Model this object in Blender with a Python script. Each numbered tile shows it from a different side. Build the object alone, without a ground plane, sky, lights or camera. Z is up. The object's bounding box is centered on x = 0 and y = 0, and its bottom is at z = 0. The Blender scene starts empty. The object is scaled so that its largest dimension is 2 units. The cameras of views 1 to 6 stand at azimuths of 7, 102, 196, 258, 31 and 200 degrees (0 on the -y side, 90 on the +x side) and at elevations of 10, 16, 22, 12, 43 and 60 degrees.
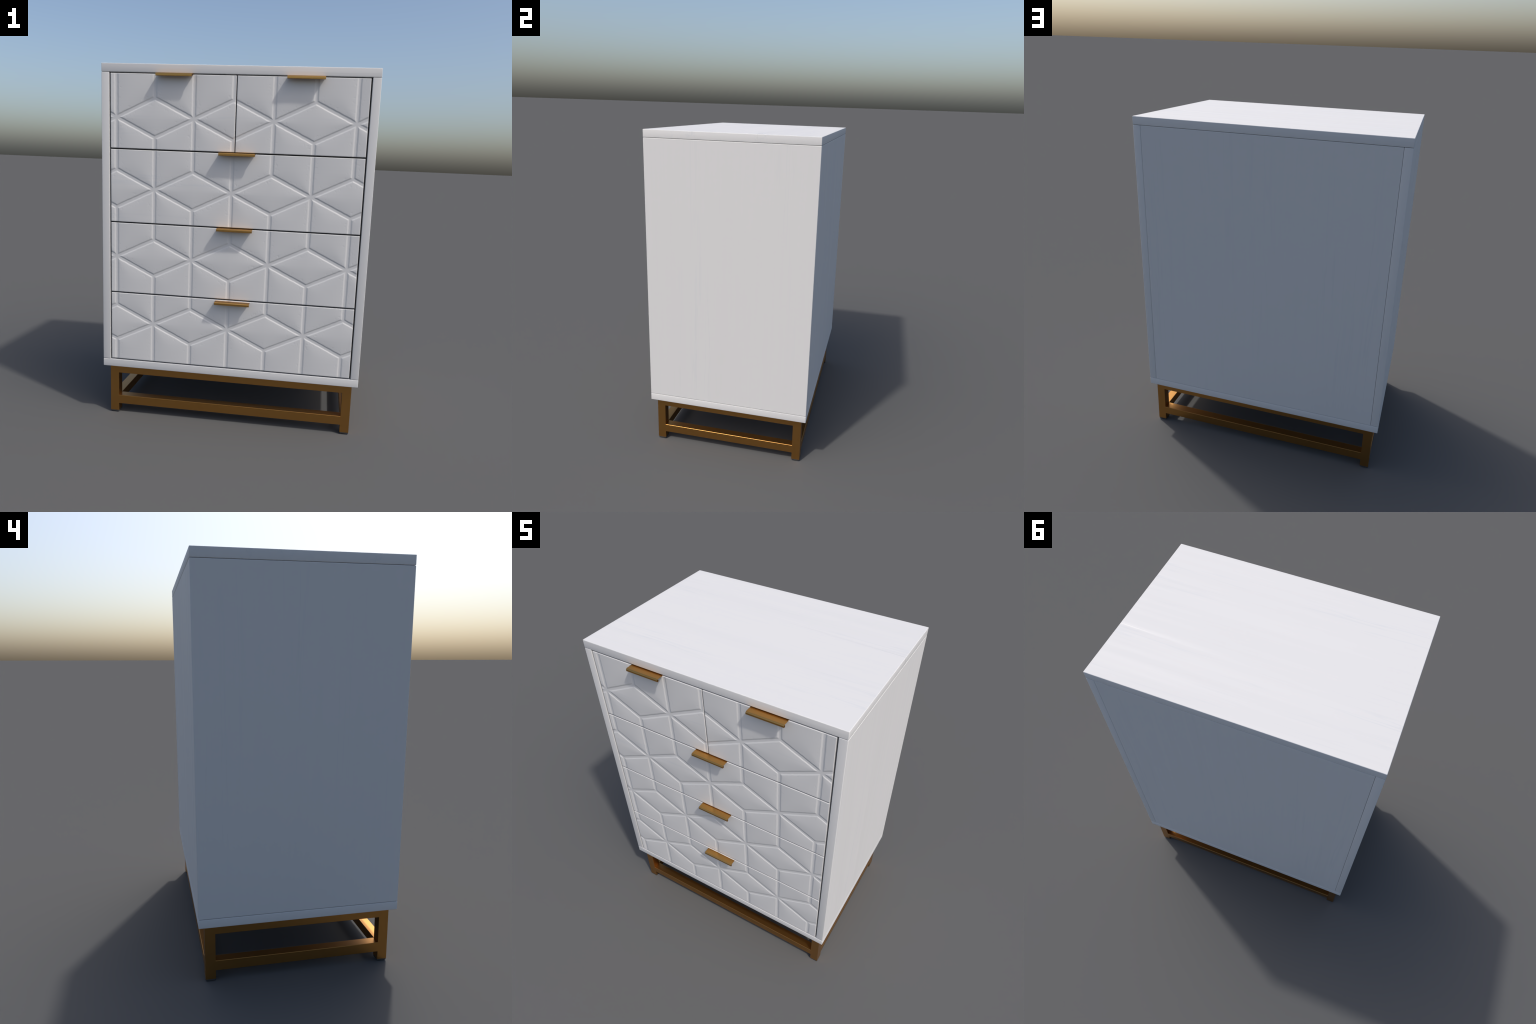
"""White chest of drawers with carved rhombus fronts, brass tab pulls and a brass stand."""
import bpy, bmesh, math
import numpy as np
from mathutils import Vector

# ------------------------------------------------------------------ sizes (metres)
HX = 0.7381                     # half width of the cabinet
YF, YB = -0.4844, 0.5242        # front and back planes
Z_TOP = 2.0
Z_TOPBOARD = 1.9552             # underside of top board
Z_BASE, Z_BASETOP = 0.2985, 0.3425
STILE = 0.0436                  # thickness of the side panels
EDGE = 0.0028                   # rounding of the board edges

FRAME_IN = 0.030                # how far the stand steps back
TUBE = 0.0512                   # square tube of the stand
PAD = 0.009                     # height of the rubber foot pads

# ------------------------------------------------------------------ node helpers
def new_mat(name):
    m = bpy.data.materials.new(name)
    m.use_nodes = True
    nt = m.node_tree
    nt.nodes.clear()
    out = nt.nodes.new("ShaderNodeOutputMaterial")
    b = nt.nodes.new("ShaderNodeBsdfPrincipled")
    nt.links.new(b.outputs[0], out.inputs[0])
    return m, nt, b

def node(nt, kind, **vals):
    n = nt.nodes.new(kind)
    for k, v in vals.items():
        if k in n.inputs:
            n.inputs[k].default_value = v
        else:
            setattr(n, k, v)
    return n

def ramp(nt, src, stops):
    r = nt.nodes.new("ShaderNodeValToRGB")
    nt.links.new(src, r.inputs[0])
    e = r.color_ramp.elements
    while len(e) < len(stops):
        e.new(0.5)
    for el, (p, c) in zip(e, stops):
        el.position = p
        el.color = (c, c, c, 1) if not isinstance(c, tuple) else (*c, 1)
    return r.outputs[0]

def stretched_noise(nt, grain_axis, fine, along, offset=0.0, detail=4.0, rough=0.55, dist=0.0):
    tc = nt.nodes.new("ShaderNodeTexCoord")
    mp = nt.nodes.new("ShaderNodeMapping")
    nt.links.new(tc.outputs["Object"], mp.inputs[0])
    s = [fine] * 3
    s[grain_axis] = along
    mp.inputs["Scale"].default_value = s
    mp.inputs["Location"].default_value = (offset, offset * 0.7, offset * 1.3)
    n = node(nt, "ShaderNodeTexNoise", Scale=1.0, Detail=detail, Roughness=rough, Distortion=dist)
    nt.links.new(mp.outputs[0], n.inputs["Vector"])
    return n.outputs["Fac"]

WHITE = (0.618, 0.614, 0.608)
STREAK = (0.540, 0.555, 0.572)

def painted_wood(name, axis, bump=0.10, rough=0.74, glint_streak=False, veil=0.45, pores=85.0, shine=0.14):
    """White lacquer over a grained board; the grain runs along one axis."""
    m, nt, b = new_mat(name)
    broad = stretched_noise(nt, axis, 9.0, 0.55, offset=3.1, detail=3.0)
    fine = stretched_noise(nt, axis, pores, 1.6, offset=7.7, detail=4.0)
    veins = stretched_noise(nt, axis, 20.0, 0.8, offset=1.9, detail=5.0, dist=0.25)
    # patches where the pores show through, times thin streaks inside them
    patch = ramp(nt, broad, [(0.52, 0.0), (0.68, 1.0)])
    line = ramp(nt, veins, [(0.46, 0.0), (0.50, 1.0), (0.54, 0.0)])
    mul = node(nt, "ShaderNodeMath", operation="MULTIPLY")
    nt.links.new(patch, mul.inputs[0]); nt.links.new(line, mul.inputs[1])
    base = node(nt, "ShaderNodeMix", data_type="RGBA")
    base.inputs[6].default_value = (*WHITE, 1)
    base.inputs[7].default_value = (WHITE[0] * 0.984, WHITE[1] * 0.986, WHITE[2] * 0.99, 1)
    nt.links.new(fine, base.inputs[0])
    mix = node(nt, "ShaderNodeMix", data_type="RGBA")
    half = node(nt, "ShaderNodeMath", operation="MULTIPLY")
    nt.links.new(mul.outputs[0], half.inputs[0]); half.inputs[1].default_value = veil
    nt.links.new(half.outputs[0], mix.inputs[0])
    nt.links.new(base.outputs[2], mix.inputs[6])
    mix.inputs[7].default_value = (*STREAK, 1)
    nt.links.new(mix.outputs[2], b.inputs["Base Color"])
    # the lacquer is a little glossier in lengthwise bands
    band = stretched_noise(nt, axis, 26.0, 0.45, offset=5.5, detail=2.0)
    gloss = node(nt, "ShaderNodeMapRange")
    gloss.inputs["From Min"].default_value = 0.42; gloss.inputs["From Max"].default_value = 0.70
    gloss.inputs["To Min"].default_value = rough + 0.04; gloss.inputs["To Max"].default_value = rough - shine
    nt.links.new(band, gloss.inputs["Value"])
    rough_out = gloss.outputs[0]
    b.inputs["Specular IOR Level"].default_value = 0.33
    add = node(nt, "ShaderNodeMath", operation="MULTIPLY_ADD")
    nt.links.new(veins, add.inputs[0]); add.inputs[1].default_value = 0.6
    nt.links.new(fine, add.inputs[2])
    bp = node(nt, "ShaderNodeBump", Strength=bump, Distance=0.003)
    nt.links.new(add.outputs[0], bp.inputs["Height"])
    if glint_streak:
        # sun glint drawn near the back by a gloss line and ridge, fading inwards
        def math_node(op, a, c=None, d=None):
            n = node(nt, "ShaderNodeMath", operation=op)
            for k, v in enumerate((a, c, d)):
                if v is None:
                    continue
                if isinstance(v, (int, float)):
                    n.inputs[k].default_value = v
                else:
                    nt.links.new(v, n.inputs[k])
            return n.outputs[0]
        tc = nt.nodes.new("ShaderNodeTexCoord")
        sep = nt.nodes.new("ShaderNodeSeparateXYZ")
        nt.links.new(tc.outputs["Object"], sep.inputs[0])
        line_y = math_node("MULTIPLY_ADD", sep.outputs[0], -0.031, 0.1985)
        off = math_node("DIVIDE", math_node("SUBTRACT", sep.outputs[1], line_y), 0.0080)
        pulse = math_node("DIVIDE", 1.0, math_node("ADD", 1.0, math_node("MULTIPLY", off, off)))
        fade = node(nt, "ShaderNodeMapRange")
        fade.inputs["From Min"].default_value = -0.60; fade.inputs["From Max"].default_value = 0.62
        nt.links.new(sep.outputs[0], fade.inputs["Value"])
        mask = math_node("MULTIPLY", pulse, fade.outputs[0])
        rough_out = math_node("MULTIPLY_ADD", mask, -0.42, rough_out)
        rb = node(nt, "ShaderNodeBump", Strength=0.6, Distance=0.0010)
        nt.links.new(mask, rb.inputs["Height"])
        nt.links.new(rb.outputs[0], bp.inputs["Normal"])
    nt.links.new(rough_out, b.inputs["Roughness"])
    nt.links.new(bp.outputs[0], b.inputs["Normal"])
    return m

def brass(name, tint, rough):
    m, nt, b = new_mat(name)
    n = stretched_noise(nt, 0, 40.0, 40.0, offset=2.0, detail=3.0)
    c = node(nt, "ShaderNodeMix", data_type="RGBA")
    nt.links.new(n, c.inputs[0])
    c.inputs[6].default_value = (tint[0] * 0.97, tint[1] * 0.97, tint[2] * 0.97, 1)
    c.inputs[7].default_value = (tint[0] * 1.03, tint[1] * 1.03, tint[2] * 1.03, 1)
    nt.links.new(c.outputs[2], b.inputs["Base Color"])
    b.inputs["Metallic"].default_value = 1.0
    b.inputs["Roughness"].default_value = rough
    return m

def rubber(name):
    m, nt, b = new_mat(name)
    n = stretched_noise(nt, 0, 120.0, 120.0)
    c = node(nt, "ShaderNodeMix", data_type="RGBA")
    nt.links.new(n, c.inputs[0])
    c.inputs[6].default_value = (0.035, 0.036, 0.038, 1)
    c.inputs[7].default_value = (0.055, 0.056, 0.058, 1)
    nt.links.new(c.outputs[2], b.inputs["Base Color"])
    b.inputs["Roughness"].default_value = 0.6
    return m

PAINT_X = painted_wood("white_paint_grain_across", 0)
PAINT_TOP = painted_wood("white_paint_top", 0, rough=0.78, glint_streak=True, veil=0.65, shine=0.26)
PAINT_Z = painted_wood("white_paint_grain_upright", 2, bump=0.035, veil=0.42, pores=42.0)
PAINT_DRAWER = painted_wood("white_paint_drawer", 0, bump=0.05)
SHADOW_GAP = rubber("gap_shadow_black")
BRASS = brass("brushed_brass", (0.510, 0.258, 0.073), 0.36)
PULL_BRASS = brass("polished_brass", (0.570, 0.312, 0.090), 0.32)
RUBBER = rubber("black_rubber")

# ------------------------------------------------------------------ object helpers
root = bpy.data.objects.new("chest_of_drawers", None)
bpy.context.scene.collection.objects.link(root)
root["label"] = "white chest of five drawers, carved rhombus fronts, brass pulls and stand"
root["category"] = "chest of drawers"

def link(name, me, mat, parent):
    ob = bpy.data.objects.new(name, me)
    bpy.context.scene.collection.objects.link(ob)
    ob.parent = parent
    if mat and not me.materials:
        me.materials.append(mat)
    return ob

def box_bm(x0, x1, y0, y1, z0, z1):
    bm = bmesh.new()
    bmesh.ops.create_cube(bm, size=1.0)
    for v in bm.verts:
        v.co = Vector((x0 + (v.co.x + .5) * (x1 - x0), y0 + (v.co.y + .5) * (y1 - y0), z0 + (v.co.z + .5) * (z1 - z0)))
    return bm

def soften(me, big):
    """Large faces keep their flat normal; narrow edge faces roll gently into the rounded arris."""
    me.shade_smooth()
    vn = [v.normal.copy() for v in me.vertices]
    loops = [None] * len(me.loops)
    for p in me.polygons:
        for li in p.loop_indices:
            n = vn[me.loops[li].vertex_index]
            loops[li] = p.normal.copy() if p.area > big else n
    me.normals_split_custom_set(loops)

def board(name, dims, mat, edge=EDGE, big=0.12):
    bm = box_bm(*dims)
    bmesh.ops.bevel(bm, geom=bm.edges[:], offset=edge, segments=4, profile=0.5, affect="EDGES")
    bmesh.ops.recalc_face_normals(bm, faces=bm.faces[:])
    me = bpy.data.meshes.new(name)
    bm.to_mesh(me); bm.free()
    soften(me, big)
    return link(name, me, mat, root)

# ------------------------------------------------------------------ carcass
board("top_board", (-HX, HX, YF, YB, Z_TOPBOARD, Z_TOP), PAINT_TOP)
board("base_board", (-HX, HX, YF, YB, Z_BASE, Z_BASETOP), PAINT_X)
for s in (-1, 1):
    xs = sorted((s * HX, s * (HX - STILE)))
    board("side_panel", (xs[0], xs[1], YF, YB, Z_BASETOP + 0.0014, Z_TOPBOARD - 0.0014), PAINT_Z)
board("back_panel", (-HX + STILE + 0.0009, HX - STILE - 0.0009, YB - 0.011, YB - 0.0002,
                     Z_BASETOP + 0.0014, Z_TOPBOARD - 0.0014), PAINT_Z, edge=0.0020)
# core coloured near-black so the gaps around the drawers show deep shadow
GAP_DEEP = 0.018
core = board("gap_shadow_core", (-HX + STILE - 0.004, HX - STILE + 0.004, YF + GAP_DEEP, YB - 0.012,
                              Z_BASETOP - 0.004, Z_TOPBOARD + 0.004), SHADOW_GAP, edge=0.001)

# ------------------------------------------------------------------ carved drawer fronts
# Rhombus lattice: knots where six grooves meet, every second knot column shifted by half.
COL = 0.2141                    # distance between upright grooves
COL0 = -0.0118                  # x of the middle upright
KNOT_Z = (1.7210, 1.3382, 0.9570, 0.5722)   # one row of knots per drawer
RISE = 0.1030                   # half height of a rhombus
GROOVE_HALF = 0.0140            # groove half width (to top of its wall)
WALL = 0.0090
WALL_UP = 0.0105                 # the uprights are cut a little softer
DEPTH = 0.0025
DOME = 0.0034                   # each facet swells a little
DOME_R = 0.090

def lattice_noise(X, Z, cell, seed):
    """Smooth value noise in -1..1 on a lattice of the given cell size."""
    rng = np.random.default_rng(seed)
    table = rng.uniform(-1, 1, (400, 400))
    gx, gz = (X + 1.0) / cell, Z / cell
    ix, iz = np.floor(gx).astype(int), np.floor(gz).astype(int)
    fx, fz = gx - ix, gz - iz
    fx, fz = fx * fx * (3 - 2 * fx), fz * fz * (3 - 2 * fz)
    at = lambda a, b: table[a % 400, b % 400]
    return ((at(ix, iz) * (1 - fx) + at(ix + 1, iz) * fx) * (1 - fz)
            + (at(ix, iz + 1) * (1 - fx) + at(ix + 1, iz + 1) * fx) * fz)

def relief(X, Z, row):
    """Depth below the facet tops at (X, Z), positive into the drawer."""
    zk = KNOT_Z[row]
    shift = 1 if row % 2 == 0 else 0            # knots on odd columns in rows 0 and 2
    u = (X - COL0) / COL
    # distance to the diagonals: triangle wave around zk
    t = np.abs(np.mod(u - shift + 1.0, 2.0) - 1.0)          # 0 at a knot column, 1 midway
    k = RISE / COL
    cosd = 1.0 / math.sqrt(1 + k * k)
    d_up = np.abs(Z - (zk + RISE * t)) * cosd
    d_lo = np.abs(Z - (zk - RISE * t)) * cosd
    # distance to the uprights (they break off inside a rhombus)
    frac = u - np.round(u)
    dv = np.abs(frac) * COL
    col = np.round(u).astype(int)
    is_mid = np.mod(col - shift, 2) == 1                     # upright ends at the rhombus tips
    inside = is_mid & (np.abs(Z - zk) < RISE)
    tip = np.hypot(frac * COL, RISE - np.abs(Z - zk))
    dv = np.where(inside, np.maximum(tip, np.minimum(d_up, d_lo)), dv)
    ragged = 0.0008 * lattice_noise(X, Z, 0.013, 5 + row)   # hand-painted, slightly ragged arrises
    def cut(d, w):
        s = np.clip((d + ragged - (GROOVE_HALF - w)) / w, 0, 1)
        return s * s * (3 - 2 * s)
    wall = np.minimum(cut(np.minimum(d_up, d_lo), WALL), cut(dv, WALL_UP))
    p = -4.0
    eps = 1e-4
    soft = ((d_up + eps) ** p + (d_lo + eps) ** p + (dv + eps) ** p) ** (1 / p)
    q = 1 - np.clip((soft - GROOVE_HALF * 0.6) / DOME_R, 0, 1)
    dome = DOME * (1 - q * q)
    near = np.exp(-((soft - 0.022) / 0.012) ** 2)           # dents gather next to the grooves
    chips = np.clip(lattice_noise(X, Z, 0.0075, 40 + row) - 0.52, 0, 1) * 0.0011 * near
    return DEPTH * (1 - wall) + chips, DOME - dome - 0.0012

STEP = 0.0021
CARVE = 0.5                     # modelled share of the shaded relief
THICK = GAP_DEEP - 0.0005

def drawer(row, x0, x1, z0, z1):
    r = 0.0024                                             # rounded rim
    # grid lines: fine at the rounded rim, regular inside
    arc = [r * (1 - math.cos(a)) for a in np.linspace(0, math.pi / 2, 5)]
    def lines(a, b):
        n = max(4, int(round((b - a - 2 * r) / STEP)))
        mid = np.linspace(a + r, b - r, n + 1)
        left = a + np.array(arc[:-1]); right = (b - np.array(arc[:-1]))[::-1]
        return np.concatenate([left, mid, right])
    xs, zs = lines(x0, x1), lines(z0, z1)
    X, Z = np.meshgrid(xs, zs)
    def drop(c, a, b):
        e = np.clip(r - np.minimum(c - a, b - c), 0, r)
        return e
    ex, ez = drop(X, x0, x1), drop(Z, z0, z1)
    e = np.minimum(np.hypot(ex, ez), r)
    rim = r - np.sqrt(np.maximum(r * r - e * e, 0))
    groove, swell = relief(X, Z, row)
    inset = np.minimum(np.minimum(X - x0, x1 - X), np.minimum(Z - z0, z1 - Z))
    ease = lambda w: (lambda t: t * t * (3 - 2 * t))(np.clip(inset / w, 0, 1))
    # the carving flattens out just at the rim, so that the gaps stay straight ...
    Y = YF + CARVE * (groove * ease(0.004) + swell * ease(0.014)) + rim
    # ... while the lacquer is shaded as the full, soft relief that runs through to the rim
    full = groove + swell + rim
    dz, dx = np.gradient(full, zs, xs)
    N = np.stack([dx, -np.ones_like(dx), dz], -1)
    N /= np.linalg.norm(N, axis=-1, keepdims=True)
    N = N.reshape(-1, 3)
    nz, nx = X.shape
    co = np.stack([X, Y, Z], -1).reshape(-1, 3)
    idx = np.arange(nx * nz).reshape(nz, nx)
    quads = np.stack([idx[:-1, :-1], idx[:-1, 1:], idx[1:, 1:], idx[1:, :-1]], -1).reshape(-1, 4)
    # skirt back to the rear of the drawer front, then the rear face
    loop = np.concatenate([idx[0, :], idx[1:, -1], idx[-1, -2::-1], idx[-2:0:-1, 0]])
    front = co[loop].copy()
    back = front.copy(); back[:, 1] = YF + THICK
    side = np.stack([(front[:, 0] >= x1 - 1e-6).astype(float) - (front[:, 0] <= x0 + 1e-6), np.zeros(len(loop)),
                     (front[:, 2] >= z1 - 1e-6).astype(float) - (front[:, 2] <= z0 + 1e-6)], -1)
    side /= np.linalg.norm(side, axis=1, keepdims=True)
    m = len(loop)
    f0 = len(co); b0 = f0 + m; r0 = b0 + m
    co = np.vstack([co, front, back, back])
    N = np.vstack([N, side, side, np.tile([0.0, 1.0, 0.0], (m, 1))])
    k = np.arange(m); nxt = np.roll(k, -1)
    skirt = np.stack([f0 + k, b0 + k, b0 + nxt, f0 + nxt], -1)
    faces = np.vstack([quads, skirt])
    me = bpy.data.meshes.new("drawer")
    me.from_pydata(co.tolist(), [], faces.tolist() + [list(range(r0, r0 + m))[::-1]])
    me.update()
    me.shade_smooth()
    me.normals_split_custom_set_from_vertices(N.tolist())
    return link("drawer", me, PAINT_DRAWER, root)

DX = 0.6865
ROWS = ((1.5570, 1.9492), (1.1535, 1.5497), (0.7510, 1.1462), (0.3498, 0.7432))
drawers = [drawer(0, -DX, -0.0025, *ROWS[0]), drawer(0, 0.0030, DX, *ROWS[0])]
drawers += [drawer(i, -DX, DX, *ROWS[i]) for i in (1, 2, 3)]

# ------------------------------------------------------------------ brass tab pulls
PULL_W = 0.1940
def pull_mesh():
    """A thin plate whose front lip curls down and back; profile in (y, z), swept along x."""
    # outline of the curl: plate, sloping shoulder, upright lip, rounded foot, inner return
    front, back = -YB, YF + 0.012
    outer = [(back, 0.0), (front + 0.0058, 0.0), (front + 0.0046, -0.0005), (front + 0.0006, -0.0043),
             (front, -0.0054), (front, -0.0138), (front + 0.0013, -0.0154), (front + 0.0042, -0.0160),
             (front + 0.0074, -0.0152), (front + 0.0098, -0.0126), (front + 0.0108, -0.0092), (front + 0.0100, -0.0056)]
    t = 0.0015
    def inset(k):
        a = Vector(outer[max(k - 1, 0)]); c = Vector(outer[min(k + 1, len(outer) - 1)])
        d = (c - a).normalized()
        return (outer[k][0] - d.y * t, outer[k][1] + d.x * t)
    inner = [inset(k) for k in range(len(outer))][::-1]
    prof = outer + inner
    bm = bmesh.new()
    rings = []
    c = 0.0008
    for x, k in ((-PULL_W / 2, 0), (PULL_W / 2, 0)):
        rings.append([bm.verts.new((x, y, z)) for y, z in prof])
    n = len(prof)
    for i in range(n):
        j = (i + 1) % n
        bm.faces.new((rings[0][i], rings[0][j], rings[1][j], rings[1][i]))
    # end caps as a strip of quads between outer and inner outline
    h = n // 2
    for ring, flip in ((rings[0], True), (rings[1], False)):
        for i in range(h - 1):
            f = [ring[i], ring[i + 1], ring[n - 2 - i], ring[n - 1 - i]]
            bm.faces.new(f[::-1] if flip else f)
    bmesh.ops.recalc_face_normals(bm, faces=bm.faces[:])
    me = bpy.data.meshes.new("handle")
    bm.to_mesh(me); bm.free()
    me.shade_smooth()
    me.set_sharp_from_angle(angle=math.radians(12))
    return me

pull = pull_mesh()
for d, (px, pz) in zip(drawers, ((-0.3285, 1.9502), (0.3615, 1.9502), (0.0168, 1.5522), (0.0168, 1.1492), (0.0168, 0.7395))):
    h = link("handle", pull, PULL_BRASS, d)
    h.location = (px, 0.0, pz)

# ------------------------------------------------------------------ brass stand
FX = HX - FRAME_IN - 0.0007
FY0, FY1 = YF + FRAME_IN + 0.0007, YB - FRAME_IN - 0.0005
gx = (-FX, -FX + TUBE, FX - TUBE, FX)
gy = (FY0, FY0 + TUBE, FY1 - TUBE, FY1)
gz = (PAD, 0.0540, 0.1060, 0.2472, Z_BASE + 0.0005)

def filled(i, j, k):
    if not (0 <= i < 3 and 0 <= j < 3 and 0 <= k < 4):
        return False
    if i != 1 and j != 1:
        return True                                        # legs
    return k in (1, 3) and (i != 1 or j != 1)              # rails

bm = bmesh.new()
cache = {}
def vert(i, j, k):
    if (i, j, k) not in cache:
        cache[i, j, k] = bm.verts.new((gx[i], gy[j], gz[k]))
    return cache[i, j, k]
SIDES = (((1, 0, 0), ((1, 0, 0), (1, 1, 0), (1, 1, 1), (1, 0, 1))), ((-1, 0, 0), ((0, 0, 0), (0, 0, 1), (0, 1, 1), (0, 1, 0))),
         ((0, 1, 0), ((0, 1, 0), (0, 1, 1), (1, 1, 1), (1, 1, 0))), ((0, -1, 0), ((0, 0, 0), (1, 0, 0), (1, 0, 1), (0, 0, 1))),
         ((0, 0, 1), ((0, 0, 1), (1, 0, 1), (1, 1, 1), (0, 1, 1))), ((0, 0, -1), ((0, 0, 0), (0, 1, 0), (1, 1, 0), (1, 0, 0))))
for i in range(3):
    for j in range(3):
        for k in range(4):
            if filled(i, j, k):
                for (a, b, c), q in SIDES:
                    if not filled(i + a, j + b, k + c):
                        bm.faces.new([vert(i + p[0], j + p[1], k + p[2]) for p in q])
bmesh.ops.recalc_face_normals(bm, faces=bm.faces[:])
bm.edges.ensure_lookup_table()
sharp = [e for e in bm.edges if len(e.link_faces) == 2 and e.is_convex and e.calc_face_angle(0) > 1.0]
bmesh.ops.bevel(bm, geom=sharp, offset=0.0015, segments=3, profile=0.5, affect="EDGES")
bm.faces.ensure_lookup_table()

def piece(keep):
    nb = bmesh.new()
    vs = {}
    for f in bm.faces:
        c = f.calc_center_median()
        if keep(c):
            nf = []
            for v in f.verts:
                if v.index not in vs:
                    vs[v.index] = nb.verts.new(v.co)
                nf.append(vs[v.index])
            nb.faces.new(nf)
    return nb

bm.verts.index_update()
xi, y0i, y1i = FX - TUBE - 1e-4, FY0 + TUBE + 1e-4, FY1 - TUBE - 1e-4
in_leg = lambda c: abs(c.x) > xi and (c.y < y0i or c.y > y1i)
jobs = []
for sx in (-1, 1):
    for back in (False, True):
        jobs.append(("leg", lambda c, sx=sx, back=back: in_leg(c) and c.x * sx > 0 and (c.y > 0.02) == back, (sx, back)))
for name, low in (("lower_rail", True), ("upper_rail", False)):
    lv = (lambda c, low=low: (c.z < 0.17) == low)
    for back in (False, True):
        jobs.append((name, lambda c, lv=lv, back=back: not in_leg(c) and lv(c) and abs(c.x) < xi and
                     ((c.y > y1i - 0.02) if back else (c.y < y0i + 0.02)), None))
    for sx in (-1, 1):
        jobs.append((name, lambda c, lv=lv, sx=sx: not in_leg(c) and lv(c) and c.x * sx > xi - 0.02 and y0i + 0.02 <= c.y <= y1i - 0.02, None))
for name, keep, foot in jobs:
    nb = piece(keep)
    me = bpy.data.meshes.new(name)
    nb.to_mesh(me); nb.free()
    ob = link(name, me, BRASS, root)
    if foot:
        sx, back = foot
        cx = sx * (FX - TUBE / 2)
        cy = FY1 - TUBE / 2 if back else FY0 + TUBE / 2
        w = TUBE / 2 - 0.0008
        pb = box_bm(cx - w, cx + w, cy - w, cy + w, 0.0, PAD + 0.0015)
        es = [e for e in pb.edges if any(v.co.z < 0.001 for v in e.verts)]
        bmesh.ops.bevel(pb, geom=es, offset=0.004, segments=3, profile=0.5, affect="EDGES")
        pm = bpy.data.meshes.new("foot_pad")
        pb.to_mesh(pm); pb.free()
        pm.shade_smooth()
        pm.set_sharp_from_angle(angle=math.radians(40))
        link("foot_pad", pm, RUBBER, ob)
bm.free()
